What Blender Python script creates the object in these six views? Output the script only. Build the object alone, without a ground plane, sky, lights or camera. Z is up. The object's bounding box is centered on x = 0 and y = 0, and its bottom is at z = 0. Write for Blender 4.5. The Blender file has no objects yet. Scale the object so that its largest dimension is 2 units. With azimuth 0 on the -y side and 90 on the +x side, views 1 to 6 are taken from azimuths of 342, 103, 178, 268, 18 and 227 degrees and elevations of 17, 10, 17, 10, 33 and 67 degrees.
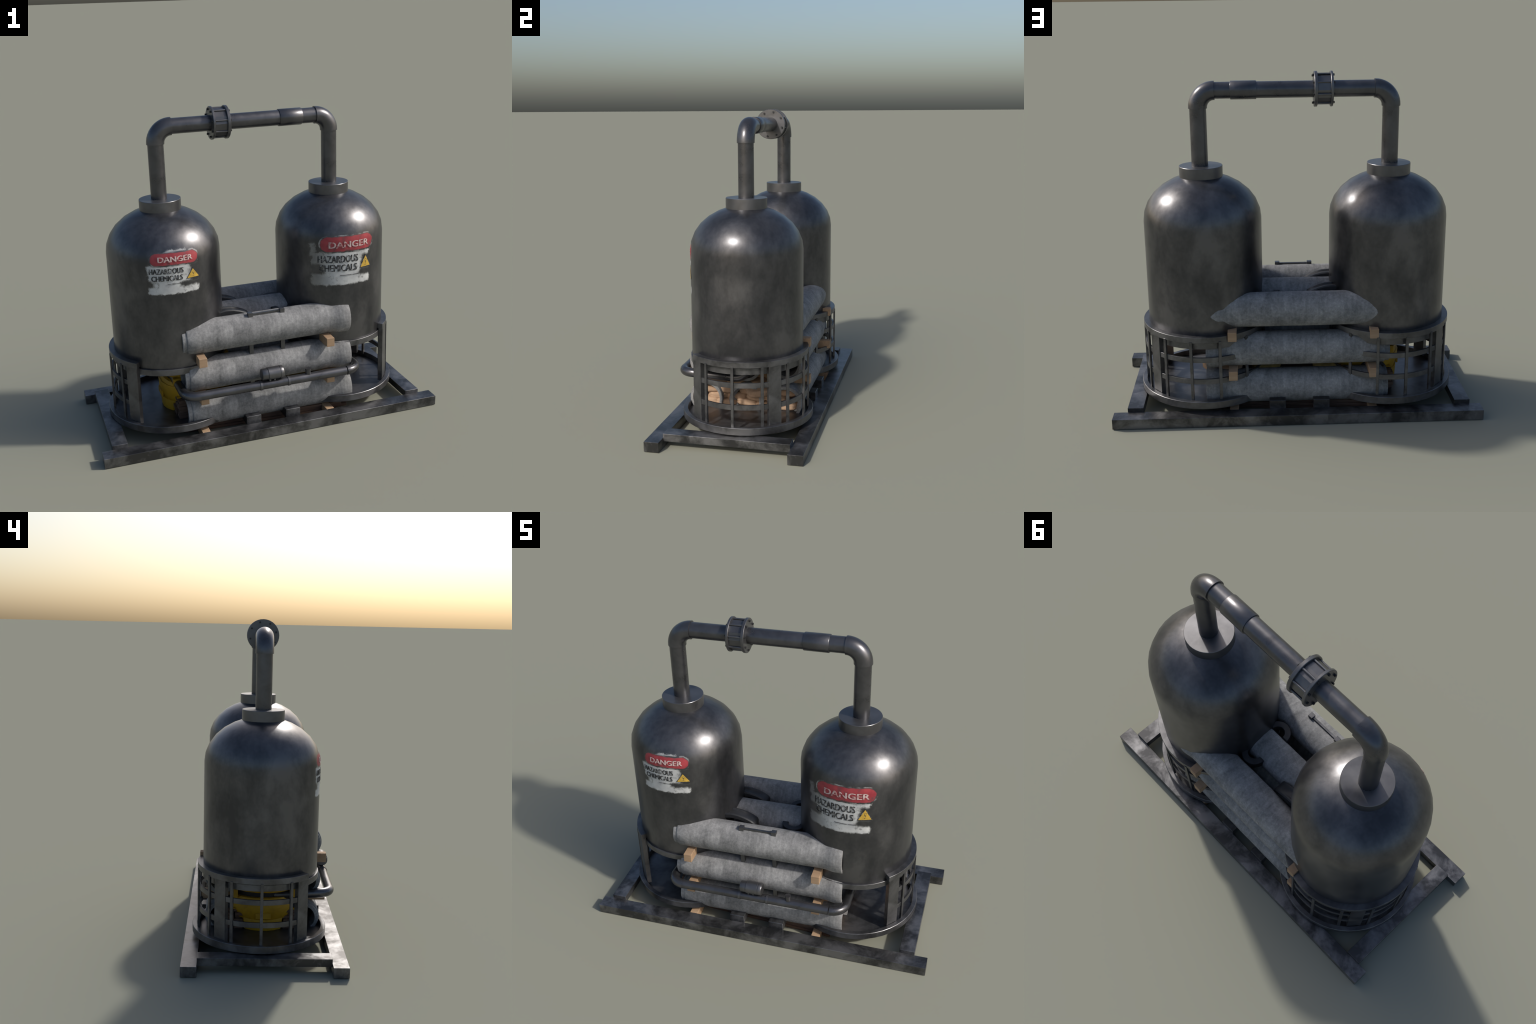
# Twin pressure-tank skid loaded with concrete pipes, timber, sandbags and a small yellow loader.
import bpy, bmesh, math, random
from math import sin, cos, pi, radians, sqrt, atan2
from mathutils import Vector, Matrix

random.seed(7)
SC = bpy.context.scene
TANK_L, TANK_R, TANK_Y = -0.5147, 0.4994, 0.020      # vertical axes of the two tanks
TR, DOME_Z, DOME_H = 0.3205, 1.055, 0.247             # radius, spring line, dome rise

# ------------------------------------------------------------------ node helpers
class NT:
    def __init__(self, name):
        self.m = bpy.data.materials.new(name); self.m.use_nodes = True
        self.t = self.m.node_tree; self.t.nodes.clear()
        self.out = self.n('ShaderNodeOutputMaterial'); self.b = self.n('ShaderNodeBsdfPrincipled')
        self.l(self.b.outputs[0], self.out.inputs[0])
        self.co = self.n('ShaderNodeTexCoord').outputs['Object']
    def n(self, k, **kw):
        x = self.t.nodes.new(k)
        for a, v in kw.items(): setattr(x, a, v)
        return x
    def l(self, a, b): self.t.links.new(a, b)
    def put(self, sock, v):
        if hasattr(v, 'is_linked') or hasattr(v, 'links'): self.l(v, sock)
        else: sock.default_value = v
    def math(self, op, a, b=0.0, c=None, clamp=False):
        x = self.n('ShaderNodeMath', operation=op, use_clamp=clamp)
        self.put(x.inputs[0], a); self.put(x.inputs[1], b)
        if c is not None: self.put(x.inputs[2], c)
        return x.outputs[0]
    def noise(self, scale, detail=4, rough=.55, stretch=None, dist=0.0, off=None, vec=None):
        v = vec or self.co
        if stretch or off:
            mp = self.n('ShaderNodeMapping'); self.l(v, mp.inputs[0])
            if stretch: mp.inputs['Scale'].default_value = stretch
            if off: mp.inputs['Location'].default_value = off
            v = mp.outputs[0]
        x = self.n('ShaderNodeTexNoise'); self.l(v, x.inputs['Vector'])
        x.inputs['Scale'].default_value = scale; x.inputs['Detail'].default_value = detail
        x.inputs['Roughness'].default_value = rough; x.inputs['Distortion'].default_value = dist
        return x.outputs['Fac']
    def ramp(self, f, stops):
        x = self.n('ShaderNodeValToRGB'); self.l(f, x.inputs[0]); e = x.color_ramp.elements
        while len(e) < len(stops): e.new(0.5)
        for s, (p, c) in zip(e, stops):
            s.position = p; s.color = (*c, 1) if isinstance(c, tuple) else (c, c, c, 1)
        return x.outputs[0]
    def step(self, v, lo, hi, a=0.0, b=1.0):
        x = self.n('ShaderNodeMapRange', interpolation_type='SMOOTHSTEP'); self.put(x.inputs[0], v)
        for i, q in zip((1, 2, 3, 4), (lo, hi, a, b)): x.inputs[i].default_value = q
        return x.outputs[0]
    def mix(self, f, a, b, mode='MIX'):
        x = self.n('ShaderNodeMix', data_type='RGBA', blend_type=mode)
        self.put(x.inputs[0], f)
        for s, v in ((x.inputs[6], a), (x.inputs[7], b)):
            self.put(s, (*v, 1) if isinstance(v, tuple) and len(v) == 3 else v)
        return x.outputs[2]
    def bump(self, h, strength, dist=.004):
        x = self.n('ShaderNodeBump'); x.inputs['Strength'].default_value = strength
        x.inputs['Distance'].default_value = dist; self.l(h, x.inputs['Height'])
        self.l(x.outputs[0], self.b.inputs['Normal'])
    def set(self, **kw):
        for k, v in kw.items(): self.put(self.b.inputs[k.replace('_', ' ')], (*v, 1) if isinstance(v, tuple) and len(v) == 3 else v)
        return self.m

# ------------------------------------------------------------------ materials
def metal(name, lo, hi, rough=(.34, .5), scale=7, contrast=(.35, .65), tint=(1, 1, 1), metallic=.82):
    t = NT(name)
    big = t.noise(scale, 5, .6, dist=.4)
    fine = t.noise(scale * 9, 4, .6)
    f = t.math('ADD', t.math('MULTIPLY', big, .9), t.math('MULTIPLY', fine, .1))
    col = t.ramp(f, [(contrast[0], tuple(lo * c for c in tint)), (contrast[1], tuple(hi * c for c in tint))])
    r = t.step(f, contrast[0], contrast[1], rough[0], rough[1])
    return t.set(Base_Color=col, Metallic=metallic, Roughness=r)

def smooth_metal(name='dark_steel_pipe'):
    return metal(name, .085, .140, (.26, .36), 9, (.3, .7), (1, 1, 1.07))

def concrete():
    t = NT('weathered_concrete')
    blot = t.noise(9, 6, .65, dist=.3)
    streak = t.noise(26, 5, .7, stretch=(1, .16, .16), dist=.5)
    grain = t.noise(70, 6, .78)
    pits = t.n('ShaderNodeTexVoronoi'); t.l(t.co, pits.inputs['Vector']); pits.inputs['Scale'].default_value = 60
    f = t.math('ADD', t.math('MULTIPLY', blot, .40), t.math('ADD', t.math('MULTIPLY', streak, .27), t.math('MULTIPLY', grain, .33)))
    col = t.ramp(f, [(.36, (.085, .086, .087)), (.46, (.175, .176, .177)), (.54, (.25, .25, .25)), (.66, (.41, .408, .40))])
    pit = t.step(pits.outputs['Distance'], .05, .16)
    sel = t.step(t.noise(21, 2), .52, .62)
    dark = t.math('MULTIPLY', t.math('SUBTRACT', 1.0, pit), sel)
    col = t.mix(t.math('MULTIPLY', dark, .6), col, (.08, .08, .08))
    t.bump(t.math('ADD', t.math('MULTIPLY', grain, .6), t.math('MULTIPLY', t.math('SUBTRACT', 1.0, dark), .5)), .35, .004)
    return t.set(Base_Color=col, Roughness=.9, Metallic=0.0)

def wood(name, a, b, scale=1.0):
    t = NT(name)
    g = t.noise(38 * scale, 5, .65, stretch=(.12, 1, 1), dist=.8)
    q = t.n('ShaderNodeObjectInfo').outputs['Random']
    h = t.noise(90, 3, .6, stretch=(.3, 1, 1))
    f = t.math('ADD', t.math('MULTIPLY', g, .75), t.math('MULTIPLY', h, .25))
    col = t.ramp(f, [(.3, a), (.7, b)])
    col = t.mix(t.step(q, 0, 1, .0, .35), col, tuple(c * .6 for c in a))
    t.bump(f, .3, .003)
    return t.set(Base_Color=col, Roughness=.8)

def fabric():
    t = NT('sandbag_cloth')
    f = t.noise(40, 4, .6); w = t.noise(300, 2, .5)
    q = t.n('ShaderNodeObjectInfo').outputs['Random']
    col = t.ramp(f, [(.3, (.36, .240, .155)), (.7, (.46, .315, .212))])
    col = t.mix(t.step(q, 0, 1, 0, .3), col, (.31, .19, .115))
    t.bump(w, .25, .002)
    return t.set(Base_Color=col, Roughness=.92)

def yellow_paint():
    t = NT('worn_yellow_paint')
    f = t.noise(12, 6, .7, dist=.5); sc = t.noise(60, 4, .7)
    col = t.ramp(f, [(.3, (.36, .20, .008)), (.65, (.55, .32, .012))])
    rust = t.math('MULTIPLY', t.step(sc, .60, .72), t.step(f, .42, .6))
    col = t.mix(t.math('MULTIPLY', rust, .8), col, (.10, .05, .03))
    t.bump(sc, .15, .002)
    return t.set(Base_Color=col, Roughness=.5)

def plain(name, c, rough=.7, metallic=0.0, var=.25):
    t = NT(name); f = t.noise(30, 4, .6)
    col = t.ramp(f, [(.3, tuple(x * (1 - var) for x in c)), (.7, tuple(x * (1 + var) for x in c))])
    return t.set(Base_Color=col, Roughness=rough, Metallic=metallic)

def tank_material(name, s):
    """Bare dark steel with a peeling warning sign; s holds the sign layout (degrees, metres)."""
    t = NT(name)
    sep = t.n('ShaderNodeSeparateXYZ'); t.l(t.co, sep.inputs[0])
    X, Y, Z = sep.outputs
    big = t.noise(5, 6, .62, stretch=(1, 1, .6), dist=.15); fine = t.noise(45, 4, .6)
    f = t.math('ADD', t.math('MULTIPLY', big, .9), t.math('MULTIPLY', fine, .1))
    base = t.ramp(f, [(.38, (.068, .069, .075)), (.50, (.102, .102, .108)), (.62, (.148, .146, .152))])  # greys darkened and tinted blue: sky-lit dome, offsets the yellowish ground reflection
    rough = t.step(f, .36, .66, .29, .37)
    # sign coordinates in degrees round the tank and metres up it, edges roughened by noise
    ang = t.math('MULTIPLY', t.math('ARCTAN2', Y, X), 180 / pi)
    e1 = t.math('SUBTRACT', t.noise(38, 5, .7), .5); e2 = t.math('SUBTRACT', t.noise(30, 5, .7, off=(3, 5, 1)), .5)
    A = t.math('ADD', ang, t.math('MULTIPLY', e1, 13.0)); V = t.math('ADD', Z, t.math('MULTIPLY', e2, .042))
    front = t.math('LESS_THAN', Y, 0.0)
    def box(a0, a1, z0, z1, sa=1.5, sz=.006, a=None, v=None):
        a = a or A; v = v or V
        m = t.math('MULTIPLY', t.step(a, a0 - sa, a0 + sa), t.step(a, a1 - sa, a1 + sa, 1, 0))
        m = t.math('MULTIPLY', m, t.math('MULTIPLY', t.step(v, z0 - sz, z0 + sz), t.step(v, z1 - sz, z1 + sz, 1, 0)))
        return t.math('MULTIPLY', m, front)
    white = box(*s['white'])
    for b in s['peeled']: white = t.math('MULTIPLY', white, t.math('SUBTRACT', 1.0, box(*b, 3.0, .010)))
    for b in s['extra']: white = t.math('MAXIMUM', white, box(*b))
    wear = t.step(t.noise(24, 5, .75, off=(1, 2, 7)), .26, .44)
    fade = t.step(ang, s['fade'][0], s['fade'][1], s['fade'][2], 1.0)
    white = t.math('MULTIPLY', t.math('MULTIPLY', white, t.math('MAXIMUM', wear, .55)), fade)
    # red lozenge: a pill drawn by distance, thin pale outline round it
    a0, a1, z0, z1 = s['red']; hh = (z1 - z0) / 2; k = TR * pi / 180
    A2 = t.math('ADD', ang, t.math('MULTIPLY', e1, 4.5)); V2 = t.math('ADD', Z, t.math('MULTIPLY', e2, .016))
    du = t.math('MAXIMUM', t.math('SUBTRACT', t.math('ABSOLUTE', t.math('SUBTRACT', t.math('MULTIPLY', A2, k), (a0 + a1) / 2 * k)), (a1 - a0) / 2 * k - hh), 0.0)
    dv = t.math('SUBTRACT', V2, (z0 + z1) / 2)
    d = t.math('SQRT', t.math('ADD', t.math('MULTIPLY', du, du), t.math('MULTIPLY', dv, dv)))
    red = t.math('MULTIPLY', t.step(d, hh - .004, hh + .003, 1, 0), front)
    rim = t.math('MULTIPLY', t.math('MULTIPLY', t.step(d, hh, hh + .004), t.step(d, hh + .006, hh + .011, 1, 0)), front)
    rim = t.math('MULTIPLY', rim, t.step(t.noise(16, 3, .6), .45, .62, 0, .55))
    halo = t.math('MULTIPLY', t.step(d, hh + .004, hh + .012, 1, 0), front)       # dark backing of the lozenge
    wcol = t.ramp(t.noise(14, 4, .6), [(.3, (.40, .41, .42)), (.7, (.60, .61, .60))])
    rcol = t.ramp(t.noise(22, 4, .6), [(.3, (.24, .024, .036)), (.7, (.38, .050, .060))])
    white = t.math('MULTIPLY', white, t.math('SUBTRACT', 1.0, halo))
    col = t.mix(white, base, wcol)
    col = t.mix(rim, col, (.5, .5, .5))
    redw = t.math('MULTIPLY', red, t.step(t.noise(26, 5, .7, off=(9, 1, 4)), .30, .50, .35, 1))
    col = t.mix(redw, col, rcol)
    paint = t.math('MAXIMUM', t.math('MAXIMUM', white, redw), rim)
    return t.set(Base_Color=col, Metallic=t.math('MULTIPLY', t.math('SUBTRACT', 1.0, paint), .82),
                 Roughness=t.math('ADD', rough, t.math('MULTIPLY', paint, .15)))

SIGN_L = dict(white=(-118, -67, .888, 1.046), peeled=[(-124, -112, .925, .965), (-86, -60, .922, .952), (-76, -60, .945, 1.05)],
              extra=[(-98, -80, 1.105, 1.128)], red=(-115, -66.5, 1.050, 1.113), fade=(-122, -112, .75))
SIGN_R = dict(white=(-131, -67, .800, .995), peeled=[(-136, -118, .865, .925), (-80, -60, .845, .885), (-77, -60, .88, .97)],
              extra=[(-132, -127, .97, 1.05)], red=(-121.5, -62, 1.000, 1.086), fade=(-131, -104, .30))

M = {}
M['tank_l'] = tank_material('dark_tank_steel_left_sign', SIGN_L)
M['tank_r'] = tank_material('dark_tank_steel_right_sign', SIGN_R)
M['pipe'] = smooth_metal()
M['collar'] = metal('dull_collar_steel', .11, .175, (.33, .43), 8, (.3, .7), (1, 1, 1.05))
M['cage'] = metal('cage_steel', .085, .18, (.33, .46), 9, (.36, .64), (1, 1, 1.04))
M['beam'] = metal('stained_beam_steel', .070, .215, (.33, .45), 6.5, (.43, .61), (1, 1, 1.03))
M['bolt'] = plain('dark_bolt_steel', (.05, .05, .052), .5, .6)
M['concrete'] = concrete()
M['block'] = wood('pale_softwood', (.34, .215, .125), (.52, .36, .225))
M['plank'] = wood('old_brown_timber', (.085, .050, .034), (.19, .118, .080))
M['bag'] = fabric()
M['cement'] = plain('ochre_paper', (.36, .245, .075), .85)
M['blue'] = plain('blue_label_ink', (.035, .05, .11), .8)
M['yellow'] = yellow_paint()
M['black'] = plain('black_rubber', (.022, .022, .024), .75)
M['darkgrey'] = plain('dark_cast_iron', (.030, .031, .034), .55, .3)
def worn_ink(name, c, back, lo, hi):
    t = NT(name); f = t.noise(55, 4, .7)
    return t.set(Base_Color=t.mix(t.step(f, lo, hi), c, back), Roughness=.7)
M['ink'] = worn_ink('faded_black_ink', (.03, .03, .031), (.34, .34, .34), .50, .68)
M['cream'] = worn_ink('faded_white_lettering', (.60, .46, .44), (.34, .09, .09), .48, .66)
M['amber'] = plain('faded_yellow_triangle', (.52, .33, .045), .6)

# ------------------------------------------------------------------ mesh helpers
def add(name, me, mat, parent=None, loc=(0, 0, 0), smooth=None):
    o = bpy.data.objects.new(name, me); SC.collection.objects.link(o)
    if not me.materials: me.materials.append(mat)
    o.location = loc
    if parent: o.parent = parent
    if smooth is not None: shade(me, smooth)
    return o

def shade(me, ang=35):
    me.polygons.foreach_set('use_smooth', [True] * len(me.polygons))
    me.set_sharp_from_angle(angle=radians(ang))

def mesh_from(bm, name):
    bmesh.ops.recalc_face_normals(bm, faces=bm.faces[:])
    me = bpy.data.meshes.new(name); bm.to_mesh(me); bm.free(); return me

def bevel(bm, w, seg=1, ang=30):
    w *= .45
    if w <= 0: return
    es = [e for e in bm.edges if len(e.link_faces) == 2 and e.calc_face_angle(0) > radians(ang)]
    bmesh.ops.bevel(bm, geom=es, offset=w, segments=seg, profile=.5, affect='EDGES')

def box_mesh(name, size, bev=.002, mid=(0, 0, 0)):
    bm = bmesh.new(); bmesh.ops.create_cube(bm, size=1)
    for v in bm.verts: v.co = Vector((v.co.x * size[0] + mid[0], v.co.y * size[1] + mid[1], v.co.z * size[2] + mid[2]))
    bevel(bm, bev); return mesh_from(bm, name)

def box(name, lo, hi, mat, parent, bev=.002):
    c = [(a + b) / 2 for a, b in zip(lo, hi)]; s = [b - a for a, b in zip(lo, hi)]
    return add(name, box_mesh(name, s, bev), mat, parent, c)

def lathe(name, prof, seg=32, axis='z', closed=False):
    """Spin a list of (radius, height) about an axis."""
    bm = bmesh.new(); rings = []
    for r, h in prof:
        if r < 1e-6: rings.append([bm.verts.new((0, 0, h))])
        else: rings.append([bm.verts.new((r * cos(2 * pi * i / seg), r * sin(2 * pi * i / seg), h)) for i in range(seg)])
    pairs = list(zip(rings, rings[1:])) + ([(rings[-1], rings[0])] if closed else [])
    for a, b in pairs:
        for i in range(seg):
            j = (i + 1) % seg
            if len(a) == 1 and len(b) == 1: continue
            if len(a) == 1: bm.faces.new((a[0], b[i], b[j]))
            elif len(b) == 1: bm.faces.new((a[i], a[j], b[0]))
            else: bm.faces.new((a[i], a[j], b[j], b[i]))
    if axis == 'x': bmesh.ops.transform(bm, matrix=Matrix.Rotation(pi / 2, 4, 'Y'), verts=bm.verts)
    return mesh_from(bm, name)

def arc_ring(name, r0, r1, z0, z1, a0, a1, seg=48, bev=.0015):
    """Part of a flat-section ring, angles in degrees."""
    bm = bmesh.new(); full = abs(a1 - a0) >= 359.9; n = seg if full else seg + 1; rs = []
    for i in range(n):
        a = radians(a0 + (a1 - a0) * i / seg)
        rs.append([bm.verts.new((r * cos(a), r * sin(a), z)) for r, z in ((r0, z0), (r1, z0), (r1, z1), (r0, z1))])
    for i in range(n if full else n - 1):
        a, b = rs[i], rs[(i + 1) % n]
        for k in range(4): bm.faces.new((a[k], a[(k + 1) % 4], b[(k + 1) % 4], b[k]))
    if not full: bm.faces.new(rs[0]); bm.faces.new(rs[-1][::-1])
    bmesh.ops.recalc_face_normals(bm, faces=bm.faces[:]); bevel(bm, bev, ang=50)
    return mesh_from(bm, name)

def tube(name, pts, r, seg=24, cap=True):
    """Sweep a circle of radius r along a polyline lying in one plane (parallel transport)."""
    bm = bmesh.new(); P = [Vector(p) for p in pts]; rings = []; nrm = None
    for i, p in enumerate(P):
        t = (P[min(i + 1, len(P) - 1)] - P[max(i - 1, 0)]).normalized()
        if nrm is None:
            nrm = t.orthogonal().normalized()
        nrm = (nrm - t * nrm.dot(t)).normalized(); b = t.cross(nrm)
        rr = r[i] if isinstance(r, (list, tuple)) else r
        rings.append([bm.verts.new(p + rr * (cos(2 * pi * k / seg) * nrm + sin(2 * pi * k / seg) * b)) for k in range(seg)])
    for a, b in zip(rings, rings[1:]):
        for k in range(seg): bm.faces.new((a[k], a[(k + 1) % seg], b[(k + 1) % seg], b[k]))
    if cap: bm.faces.new(rings[0][::-1]); bm.faces.new(rings[-1])
    return mesh_from(bm, name)

def bend(corner, d0, d1, R, n=10):
    """Arc points joining direction d0 to d1 about a corner, bend radius R (90 degree bend)."""
    c, d0, d1 = Vector(corner), Vector(d0), Vector(d1)
    o = c - d0 * R + d1 * R
    return [o + R * (-d1 * cos(i / n * pi / 2) + d0 * sin(i / n * pi / 2)) for i in range(n + 1)]

def empty(name, label, category, loc=(0, 0, 0)):
    o = bpy.data.objects.new(name, None); SC.collection.objects.link(o); o.location = loc
    o['label'] = label; o['category'] = category; o.empty_display_size = .1
    return o

def group(name, parent):
    o = bpy.data.objects.new(name, None); SC.collection.objects.link(o); o.parent = parent; o.empty_display_size = .05
    return o

# ------------------------------------------------------------------ skid frame and tanks
unit = empty('twin_tank_skid', 'two dark steel tanks on a caged skid joined by pipework', 'industrial tank')

frame = group('skid_frame', unit)
for y0, y1 in ((-.440, -.355), (.355, .440)):
    box('skid_beam', (-1.0, y0, 0), (1.0, y1, .057), M['beam'], frame, .0025)
for x0, x1 in ((-.942, -.857), (.840, .926)):
    box('cross_beam', (x0, -.356, .0375), (x1, .356, .0805), M['beam'], frame, .0025)
for x0, x1 in ((-.172, -.084), (.067, .155)):
    box('cross_beam', (x0, -.358, .050), (x1, .358, .105), M['beam'], frame, .004)

def dome_r(z):
    return TR if z <= DOME_Z else TR * sqrt(max(0, 1 - ((z - DOME_Z) / DOME_H) ** 2))

def build_tank(cx, side, mat, sign):
    """side=+1: cage faces +x (right tank); -1: mirrored."""
    tank = group('storage_tank', unit); tank.location = (cx, TANK_Y, 0)
    prof = [(0, .416), (.20, .416), (TR - .002, .416), (TR, .42), (TR, .60), (TR, .82), (TR, 1.0)]
    prof += [(TR * cos(a), DOME_Z + DOME_H * sin(a)) for a in [radians(x) for x in (0, 11, 23, 35.5, 48, 60, 70, 80)]] + [(0, DOME_Z + DOME_H)]
    add('tank_shell', lathe('tank_shell', prof, 36), mat, tank, smooth=40)
    add('tank_base_band', arc_ring('tank_base_band', .22, .3275, .412, .447, 0, 360, 48, .002), M['cage'], tank, smooth=40)
    add('neck_collar', lathe('neck_collar', [(0, 1.25), (.117, 1.25), (.117, 1.341), (.1155, 1.343), (0, 1.343)], 40), M['collar'], tank, smooth=35)
    # base plate with raised rim
    add('base_plate', lathe('base_plate', [(0, .0845), (.3765, .0845), (.3785, .0865), (.3785, .1235), (.3765, .1255), (.3535, .1255),
                                           (.352, .124), (.352, .0935), (0, .0935)], 48), M['cage'], tank, smooth=30)
    # cage: angles for the right tank, mirrored for the left one
    def an(a): return a if side > 0 else 180 - a
    cage = group('cage_guard', tank)
    a0, a1 = an(-46.5), an(158)
    add('cage_top_ring', arc_ring('cage_top_ring', .312, .3515, .4555, .488, a0, a1, 44, .002), M['cage'], cage, smooth=35)
    for z0, z1 in ((.342, .370), (.217, .2455)):
        add('cage_hoop', arc_ring('cage_hoop', .336, .3475, z0, z1, an(-45), an(158), 44, .001), M['cage'], cage, smooth=35)
    def radial_box(name, a, w, t, rm, z0, z1, bev):
        o = add(name, box_mesh(name, (t, w, z1 - z0), bev), M['cage'], cage)
        o.location = (rm * cos(radians(an(a))), rm * sin(radians(an(a))), (z0 + z1) / 2)
        o.rotation_euler = (0, 0, radians(an(a)))
    for a in (-27, 0, 27, 53, 78.5, 104, 130, 156):
        radial_box('cage_bar', a, .0155, .012, .3485, .112, .4625, .0015)
    for a in (-40, 39.5):
        radial_box('cage_post', a, .074, .027, .336, .112, .457, .002)
    # lettering of the warning sign, wrapped on to the shell
    sg = group('warning_sign', tank)
    def wrap(me, a_mid, off):
        for v in me.vertices:
            a = radians(a_mid) + v.co.x / TR; z = v.co.y; r = dome_r(z) + off + v.co.z
            v.co = (r * cos(a), r * sin(a), z)
    def letters(name, text, a0, a1, z0, z1, m):
        cu = bpy.data.curves.new(name, 'FONT'); cu.body = text; cu.align_x = 'CENTER'; cu.extrude = .0003; cu.resolution_u = 3
        cu.offset = 0
        o = bpy.data.objects.new(name, cu); SC.collection.objects.link(o)
        bpy.context.view_layer.update()
        me = bpy.data.meshes.new_from_object(o.evaluated_get(bpy.context.evaluated_depsgraph_get()))
        bpy.data.objects.remove(o); bpy.data.curves.remove(cu)
        xs = [v.co.x for v in me.vertices]; ys = [v.co.y for v in me.vertices]
        sx = (a1 - a0) * TR * pi / 180 / (max(xs) - min(xs)); sy = (z1 - z0) / (max(ys) - min(ys))
        for v in me.vertices: v.co = ((v.co.x - (min(xs) + max(xs)) / 2) * sx, z0 + (v.co.y - min(ys)) * sy, v.co.z)
        me.materials.clear(); bm = bmesh.new()
        for i, dx in enumerate((-.0018, 0, .0018)):           # three staggered strokes make the heavy face
            c = me.copy()
            for v in c.vertices: v.co.x += dx; v.co.z += .00025 * i
            bm.from_mesh(c); bpy.data.meshes.remove(c)
        bm.to_mesh(me); bm.free()
        wrap(me, (a0 + a1) / 2, .0010)
        add(name, me, m, sg)
    for txt, a0_, a1_, z0_, z1_, m in sign['text']:
        letters('sign_lettering', txt, a0_, a1_, z0_, z1_, m)
    a0_, a1_, z0_, z1_ = sign['tri']; w = (a1_ - a0_) * TR * pi / 180
    def tri_mesh(name, k, th, off):
        bm = bmesh.new(); zc = z0_ + (z1_ - z0_) * .36
        pts = [(-w / 2 * k, zc + (z0_ - zc) * k), (w / 2 * k, zc + (z0_ - zc) * k), (0, zc + (z1_ - zc) * k)]
        vs = [bm.verts.new((x, y, th)) for x, y in pts]; f = bm.faces.new(vs)
        bmesh.ops.subdivide_edges(bm, edges=bm.edges[:], cuts=5, use_grid_fill=True)
        ex = bmesh.ops.extrude_face_region(bm, geom=bm.faces[:])
        for g in ex['geom']:
            if isinstance(g, bmesh.types.BMVert): g.co.z -= th
        me = mesh_from(bm, name); wrap(me, (a0_ + a1_) / 2, off); return me
    add('sign_triangle_border', tri_mesh('sign_triangle_border', 1.0, .0005, .0006), M['ink'], sg)
    add('sign_triangle', tri_mesh('sign_triangle', .84, .0005, .0013), M['amber'], sg)
    letters('sign_exclamation_mark', '!', (a0_ + a1_) / 2 - 1.1, (a0_ + a1_) / 2 + 1.1, z0_ + .010, z0_ + (z1_ - z0_) * .66, M['ink'])
    return tank

SIGN_L.update(text=[('DANGER', -107, -73, 1.067, 1.096, M['cream']), ('HAZARDOUS', -116, -83, 1.002, 1.032, M['ink']),
                    ('CHEMICALS', -114, -84, .963, .992, M['ink']), ('_____ ___', -99, -86, .9440, .9458, M['ink'])],
              tri=(-80.5, -65.5, .962, 1.020))
SIGN_R.update(text=[('DANGER', -112.5, -68.5, 1.021, 1.058, M['cream']), ('HAZARDOUS', -124, -81.5, .934, .976, M['ink']),
                    ('CHEMICALS', -122.5, -83, .882, .922, M['ink']), ('_____ ___', -101, -80, .8560, .8585, M['ink'])],
              tri=(-79.5, -64.5, .888, .964))
build_tank(TANK_L, -1, M['tank_l'], SIGN_L)
build_tank(TANK_R, +1, M['tank_r'], SIGN_R)

# ------------------------------------------------------------------ bridge pipe over the top
bridge = group('bridge_pipe', unit)
HZ, HR, LX, RX = 1.7375, .0437, -.5185, .5035
for x in (LX, RX):
    add('riser_pipe', lathe('riser_pipe', [(0, 1.33), (.0447, 1.33), (.0447, 1.68), (0, 1.68)], 32), M['pipe'], bridge, (x, TANK_Y, 0), 40)
add('cross_pipe', lathe('cross_pipe', [(0, -.46), (HR, -.46), (HR, .44), (0, .44)], 32, 'x'), M['pipe'], bridge, (0, TANK_Y, HZ), 40)
for x, s in ((LX, 1), (RX, -1)):
    pts = bend((x, 0, HZ), (0, 0, 1), (s, 0, 0), .088, 12)
    pts = [Vector((x, 0, HZ - .092))] + pts + [Vector((x + s * .0895, 0, HZ))]
    add('pipe_elbow', tube('pipe_elbow', pts, .0500, 32), M['pipe'], bridge, (0, TANK_Y, 0), 60)
add('pipe_sleeve', lathe('pipe_sleeve', [(.03, .194), (.0472, .194), (.0487, .196), (.0487, .328), (.0472, .330), (.03, .330)], 32, 'x'), M['pipe'], bridge, (0, TANK_Y, HZ), 40)
flange = group('flange_coupling', bridge)
for x0, x1 in ((-.1255, -.1085), (-.2075, -.1945)):
    add('flange_disc', lathe('flange_disc', [(.02, x0), (.0905, x0), (.0925, x0 + .002), (.0925, x1 - .002), (.0905, x1), (.02, x1)], 40, 'x'), M['collar'], flange, (0, TANK_Y, HZ), 35)
add('flange_drum', lathe('flange_drum', [(.02, -.2), (.0795, -.2), (.0795, -.12), (.02, -.12)], 12, 'x'), M['collar'], flange, (0, TANK_Y, HZ), 20)
rod = lathe('tie_rod', [(0, -.2), (.0052, -.2), (.0052, -.12), (0, -.12)], 10, 'x'); shade(rod, 40)
bolt = lathe('bolt_head', [(0, -.006), (.006, -.006), (.006, .006), (0, .006)], 6, 'x')
for i in range(8):
    a = radians(22.5 + 45 * i + 8)
    add('tie_rod', rod, M['collar'], flange, (0, TANK_Y + .0815 * cos(a), HZ + .0815 * sin(a)))
    for x in (-.1065, -.2095):
        add('bolt_head', bolt, M['bolt'], flange, (x + (.0 if x > -.15 else .0), TANK_Y + .0765 * cos(a), HZ + .0765 * sin(a)))

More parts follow.
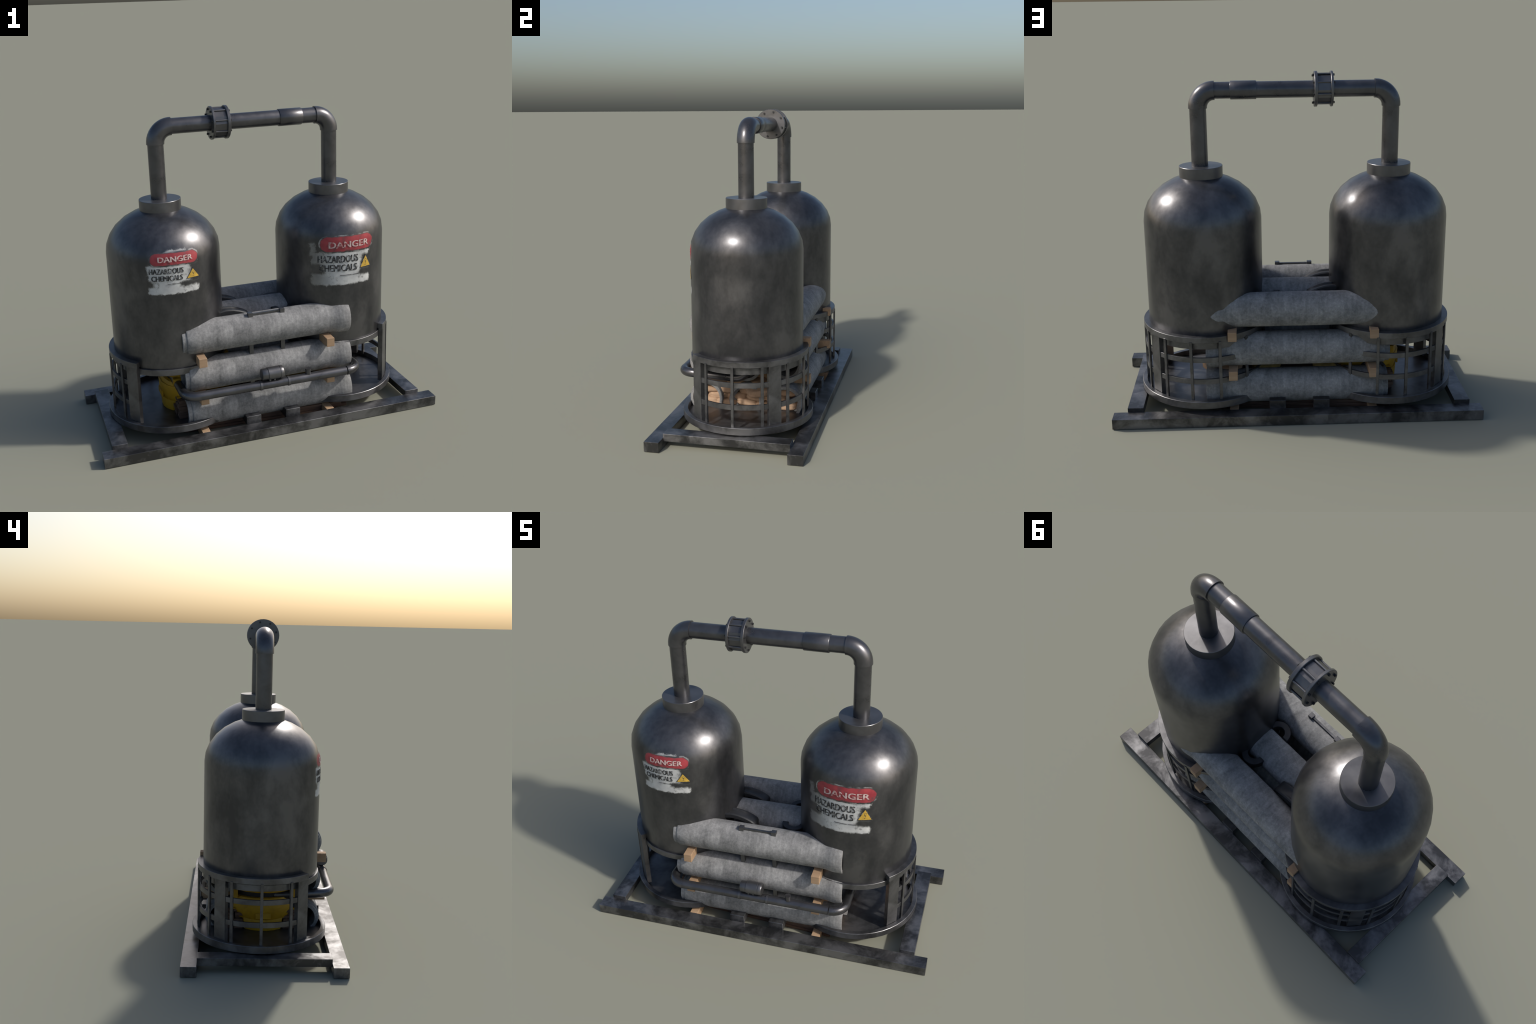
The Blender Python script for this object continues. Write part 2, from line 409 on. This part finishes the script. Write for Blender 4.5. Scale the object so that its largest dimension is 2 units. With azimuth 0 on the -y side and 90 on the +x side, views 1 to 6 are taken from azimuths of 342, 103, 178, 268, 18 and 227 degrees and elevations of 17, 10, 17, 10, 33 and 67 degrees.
# ------------------------------------------------------------------ low feed pipe along the front
feed = group('feed_pipe', unit)
FY, FZ, FR, FX0, FX1 = -.3835, .302, .0255, -.5195, .5155
add('straight_pipe', lathe('straight_pipe', [(0, -.446), (FR, -.446), (FR, .433), (0, .433)], 24, 'x'), M['pipe'], feed, (0, FY, FZ), 40)
for cx, s, tx in ((FX0, 1, TANK_L), (FX1, -1, TANK_R)):
    pts = bend((cx, FY, FZ), (-s, 0, 0), (0, 1, 0), .074, 12)
    pts = [Vector((cx + s * .077, FY, FZ))] + pts + [Vector((cx, FY + .095, FZ - .002))]
    add('pipe_bend', tube('pipe_bend', pts, FR + .0012, 24), M['pipe'], feed, smooth=60)
    run = [Vector((cx, FY + .090, FZ - .002)), Vector((cx, -.08, FZ - .012))] + \
          [p + Vector((0, 0, -.012)) for p in bend((cx, .03, FZ), (0, 1, 0), (0, 0, 1), .085, 10)] + [Vector((cx, .03, .42))]
    add('inlet_pipe', tube('inlet_pipe', run, FR, 24), M['pipe'], feed, smooth=60)
for x in (-.090, .076):
    add('pipe_band', lathe('pipe_band', [(.02, -.006), (.0285, -.006), (.0285, .006), (.02, .006)], 24, 'x'), M['collar'], feed, (x, FY, FZ), 40)
add('valve_stub', lathe('valve_stub', [(0, 0), (.0155, 0), (.0155, .047), (.0175, .048), (.0175, .056), (0, .057)], 18), M['pipe'], feed, (.197, FY, FZ), 40)
motor = group('actuator', feed)
add('actuator_body', lathe('actuator_body', [(0, -.082), (.031, -.082), (.033, -.079), (.033, -.048), (.0365, -.046), (.0365, .020), (.035, .021), (.035, .024),
                                             (.0365, .025), (.0365, .040), (.033, .045), (0, .045)], 28, 'x'), M['collar'], motor, (0, -.380, .366), 35)
for x in (-.040, -.012):
    box('actuator_foot', (x, -.396, .315), (x + .009, -.364, .350), M['collar'], motor, .001)

# ------------------------------------------------------------------ steel rack that pokes through the front pipes
rack = group('lifting_rack', unit)
for x in (-.102, .088):
    box('rack_post', (x - .012, -.275, .06), (x + .012, -.251, .680), M['cage'], rack, .001)
    box('rack_lug', (x - .0135, -.277, .674), (x + .0135, -.249, .701), M['cage'], rack, .0015)
box('rack_rail', (-.092, -.269, .682), (.078, -.257, .694), M['cage'], rack, .001)

# ------------------------------------------------------------------ concrete pipes and their bearers
stack = empty('concrete_pipe_stack', 'nine grey concrete drain pipes stacked on timber bearers', 'concrete pipes')
PR = .0935; SQ = .965          # very slightly oval section
prof = [(.066, -.505), (.084, -.505), (.0855, -.502), (.0855, -.4815), (.0915, -.480), (PR, -.477)]
prof += [(PR, -.477 + (.395 + .477) * i / 14) for i in range(1, 15)]
prof += [(.0955, .410), (.0995, .428), (.1025, .445), (.1035, .460), (.1035, .497), (.1015, .500), (.0855, .500), (.0845, .470), (.070, .462)]
pipe_me = lathe('concrete_pipe', prof, 40, 'x', closed=True)
from mathutils import noise as mnoise
for v in pipe_me.vertices:                                   # slightly uneven cast surface
    n = Vector((0, v.co.y, v.co.z)).normalized()
    v.co.y *= SQ; v.co.x = v.co.x * .989 - .002
    v.co += n * (.0012 * mnoise.noise(v.co * 14) + .0006 * mnoise.noise(v.co * 45))
shade(pipe_me, 40)
ROWS = (.1465, .3675, .5925); COLS = (-.2375, .002, .2375)
for j, z in enumerate(ROWS):
    for i, y in enumerate(COLS):
        o = add('concrete_pipe', pipe_me, M['concrete'], stack, ((.005, .001, -.003)[j] + random.uniform(-.001, .001), y, z))
for z0, z1 in ((.004, .056), (.2315, .284), (.4575, .509)):
    for x0, x1 in ((-.432, -.386), (.325, .372)):
        box('timber_bearer', (x0, -.362 if z0 > .1 else -.352, z0), (x1, .362 if z0 > .1 else .352, z1), M['block'], stack, .003)

# ------------------------------------------------------------------ timber boards under and inside the pipes
lumber = empty('timber_stack', 'weathered brown boards stacked flat beneath the pipes', 'timber')
rnd = random.Random(3)
shapes = [box_mesh('timber_board', (L, .049, .0172), .0025) for L in (.93, .97, 1.0, .80, .82, .84)]
YAW = -.075                                               # the heap lies slightly askew on the ground
for lay in range(11):
    z = .0095 + lay * .0186
    low = z < .10
    for k in range(10 if low else 8):
        y = (-.228 + k * .0506) if low else (-.193 + k * .0548)
        me = shapes[rnd.randrange(3) + (0 if low else 3)]; L = max(v.co.x for v in me.vertices)
        x0 = -.512 if low else -.530
        x = x0 + L + rnd.uniform(-.014, .014)
        yaw = YAW if low else 0
        o = add('timber_board', me, M['plank'], lumber, (x, y + sin(yaw) * x + rnd.uniform(-.005, .005), z + rnd.uniform(-.0006, .0006)))
        o.rotation_euler = (0, 0, yaw + rnd.uniform(-.004, .004))

# ------------------------------------------------------------------ sandbags at the right-hand end
bags = empty('sandbag_pile', 'pile of plump tan cloth sandbags', 'sandbags')
def bag_mesh(name, sx, sy, sz, seed):
    bm = bmesh.new(); bmesh.ops.create_cube(bm, size=2)
    bmesh.ops.subdivide_edges(bm, edges=bm.edges[:], cuts=9, use_grid_fill=True)
    for v in bm.verts:
        p = v.co.copy(); q = 4.2
        n = (abs(p.x) ** q + abs(p.y) ** q + abs(p.z) ** q) ** (1 / q); p /= n
        pinch = 1 - .30 * max(0, abs(p.y) - .55) / .45 if abs(p.y) > .55 else 1
        p.z *= pinch; p.z -= .10 * (1 - p.x * p.x) * (1 - p.y * p.y)
        w = .05 * mnoise.noise(p * 2.2 + Vector((seed, 0, 0))) + .02 * mnoise.noise(p * 6 + Vector((0, seed, 0)))
        p *= 1 + w
        v.co = (p.x * sx / 2, p.y * sy / 2, p.z * sz / 2)
    me = mesh_from(bm, name); shade(me, 60); return me
bag_me = [bag_mesh('sandbag', .16, .136, .050, s) for s in (1, 5, 9, 13)]
for lay in range(4):
    z = .120 + lay * .037
    for k in range(5):
        y = -.235 + k * .118 + (.055 if lay % 2 else 0)
        if y > .26: continue
        o = add('sandbag', bag_me[rnd.randrange(4)], M['bag'], bags, (.394 - lay * .004 + rnd.uniform(-.012, .012), y + rnd.uniform(-.01, .01), z))
        o.rotation_euler = (rnd.uniform(-.06, .06), rnd.uniform(-.08, .08), rnd.uniform(-.08, .08) + (pi if rnd.random() < .5 else 0))
o = add('sandbag', bag_me[1], M['bag'], bags, (.445, .06, .205)); o.rotation_euler = (.1, .12, .5)

# ------------------------------------------------------------------ paper cement sacks between the pipe rows
sacks = empty('cement_sack_pile', 'flat ochre paper sacks with blue labels', 'cement sacks')
sack_me = [bag_mesh('cement_sack', .155, .20, .036, s) for s in (21, 25)]
for x, y in ((-.17, .118), (.165, .118), (.075, -.118), (.215, -.118)):
    for lay in range(4):
        add('cement_sack', sack_me[(lay + int(x * 99)) % 2], M['cement'], sacks, (x + rnd.uniform(-.01, .01), y, .137 + lay * .030))
    if y > 0: box('sack_label', (x - .030, .125, .2435), (x + .032, .180, .2470), M['blue'], sacks, .0005)

# ------------------------------------------------------------------ yellow loader buried under the left tank
loader = empty('yellow_loader', 'worn yellow loader hood with dark grille and tyres', 'loader')
def hood(name, levels, x_back):
    """Loft of bowed plan outlines: (z, half width, x of nose, x of corner)."""
    bm = bmesh.new(); rings = []
    for z, hw, xn, xc in levels:
        pl = [(x_back, -hw), (xc + .03, -hw), (xc, -hw * .94), (xn + (xc - xn) * .30, -hw * .58), (xn, -hw * .22),
              (xn, hw * .22), (xn + (xc - xn) * .30, hw * .58), (xc, hw * .94), (xc + .03, hw), (x_back, hw)]
        rings.append([bm.verts.new((x, y, z)) for x, y in pl])
    for a, b in zip(rings, rings[1:]):
        for k in range(10): bm.faces.new((a[k], a[(k + 1) % 10], b[(k + 1) % 10], b[k]))
    bm.faces.new(rings[0][::-1]); bm.faces.new(rings[-1])
    bmesh.ops.recalc_face_normals(bm, faces=bm.faces[:]); bevel(bm, .003, 2, 25)
    return mesh_from(bm, name)
add('hood_lower', hood('hood_lower', [(.155, .140, -.572, -.520), (.205, .176, -.590, -.515), (.262, .179, -.592, -.512)], -.20), M['yellow'], loader, smooth=30)
add('hood_lip', hood('hood_lip', [(.258, .172, -.585, -.520), (.284, .166, -.575, -.515)], -.20), M['yellow'], loader, smooth=30)
add('grille', hood('grille', [(.28, .15, -.555, -.500), (.322, .15, -.550, -.498)], -.25), M['black'], loader, smooth=30)
add('hood_upper', hood('hood_upper', [(.318, .168, -.583, -.515), (.345, .172, -.588, -.512), (.400, .160, -.570, -.500), (.425, .13, -.54, -.48)], -.20), M['yellow'], loader, smooth=30)
for s in (-1, 1):
    box('hood_pillar', (-.545, s * .163 - .02, .275), (-.48, s * .163 + .012, .33), M['yellow'], loader, .003)
    add('headlamp', lathe('headlamp', [(0, -.01), (.018, -.01), (.018, .012), (.012, .006), (0, .004)], 16, 'x'), M['darkgrey'], loader, (-.562, s * .13, .362), 40)
    add('tyre', lathe('tyre', [(.03, -.032), (.062, -.036), (.078, -.030), (.082, -.018), (.082, .018), (.078, .030), (.062, .036), (.03, .032)], 28), M['black'], loader, (-.430, s * .168, .176), 50).rotation_euler = (pi / 2, 0, 0)
    box('side_step', (-.53, s * .168 - .012, .205), (-.49, s * .168 + .014, .212), M['yellow'], loader, .001)
add('bumper', hood('bumper', [(.0945, .108, -.582, -.545), (.160, .118, -.586, -.540)], -.25), M['yellow'], loader, smooth=30)
add('badge_plate', box_mesh('badge_plate', (.012, .085, .036), .003), M['yellow'], loader, (-.589, 0, .186))
# dark mudguards and shackles that surface beside the middle pipe
def mudguard(y0, y1):
    bm = bmesh.new(); rows = []
    path = [(-.30, .668), (-.255, .682), (-.205, .689), (-.165, .686), (-.125, .675), (-.09, .660), (-.066, .645), (-.060, .628)]
    for x, z in path:
        sec = [(y0, z - .028), (y0, z - .006), (y0 + .006, z), (y0 + .014, z), (y0 + .020, z - .008), (y1 - .020, z - .008), (y1 - .014, z), (y1 - .006, z), (y1, z - .006), (y1, z - .028)]
        if x > -.10 or x < -.28: sec = [(y, max(zz, z - .001) if abs(zz - (z - .008)) < 1e-6 else zz) for y, zz in sec]
        rows.append([bm.verts.new((x, y, zz)) for y, zz in sec])
    for a, b in zip(rows, rows[1:]):
        for k in range(10): bm.faces.new((a[k], a[(k + 1) % 10], b[(k + 1) % 10], b[k]))
    bm.faces.new(rows[0][::-1]); bm.faces.new(rows[-1])
    return mesh_from(bm, 'mudguard')
for y0, y1 in ((-.150, -.078), (.080, .150)):
    add('mudguard', mudguard(y0, y1), M['darkgrey'], loader, smooth=40)
for s in (-1, 1):
    o = add('shackle', arc_ring('shackle', .036, .068, .600, .646, 180, 360, 20, .004), M['darkgrey'], loader, (.155, s * .082, 0), 40)
    if s > 0: o.rotation_euler = (0, 0, pi)
    for x in (.103, .207):
        box('shackle_ear', (x - .017, min(s * .082, s * .060), .600), (x + .017, max(s * .082, s * .060), .640), M['darkgrey'], loader, .003)

bpy.context.view_layer.update()
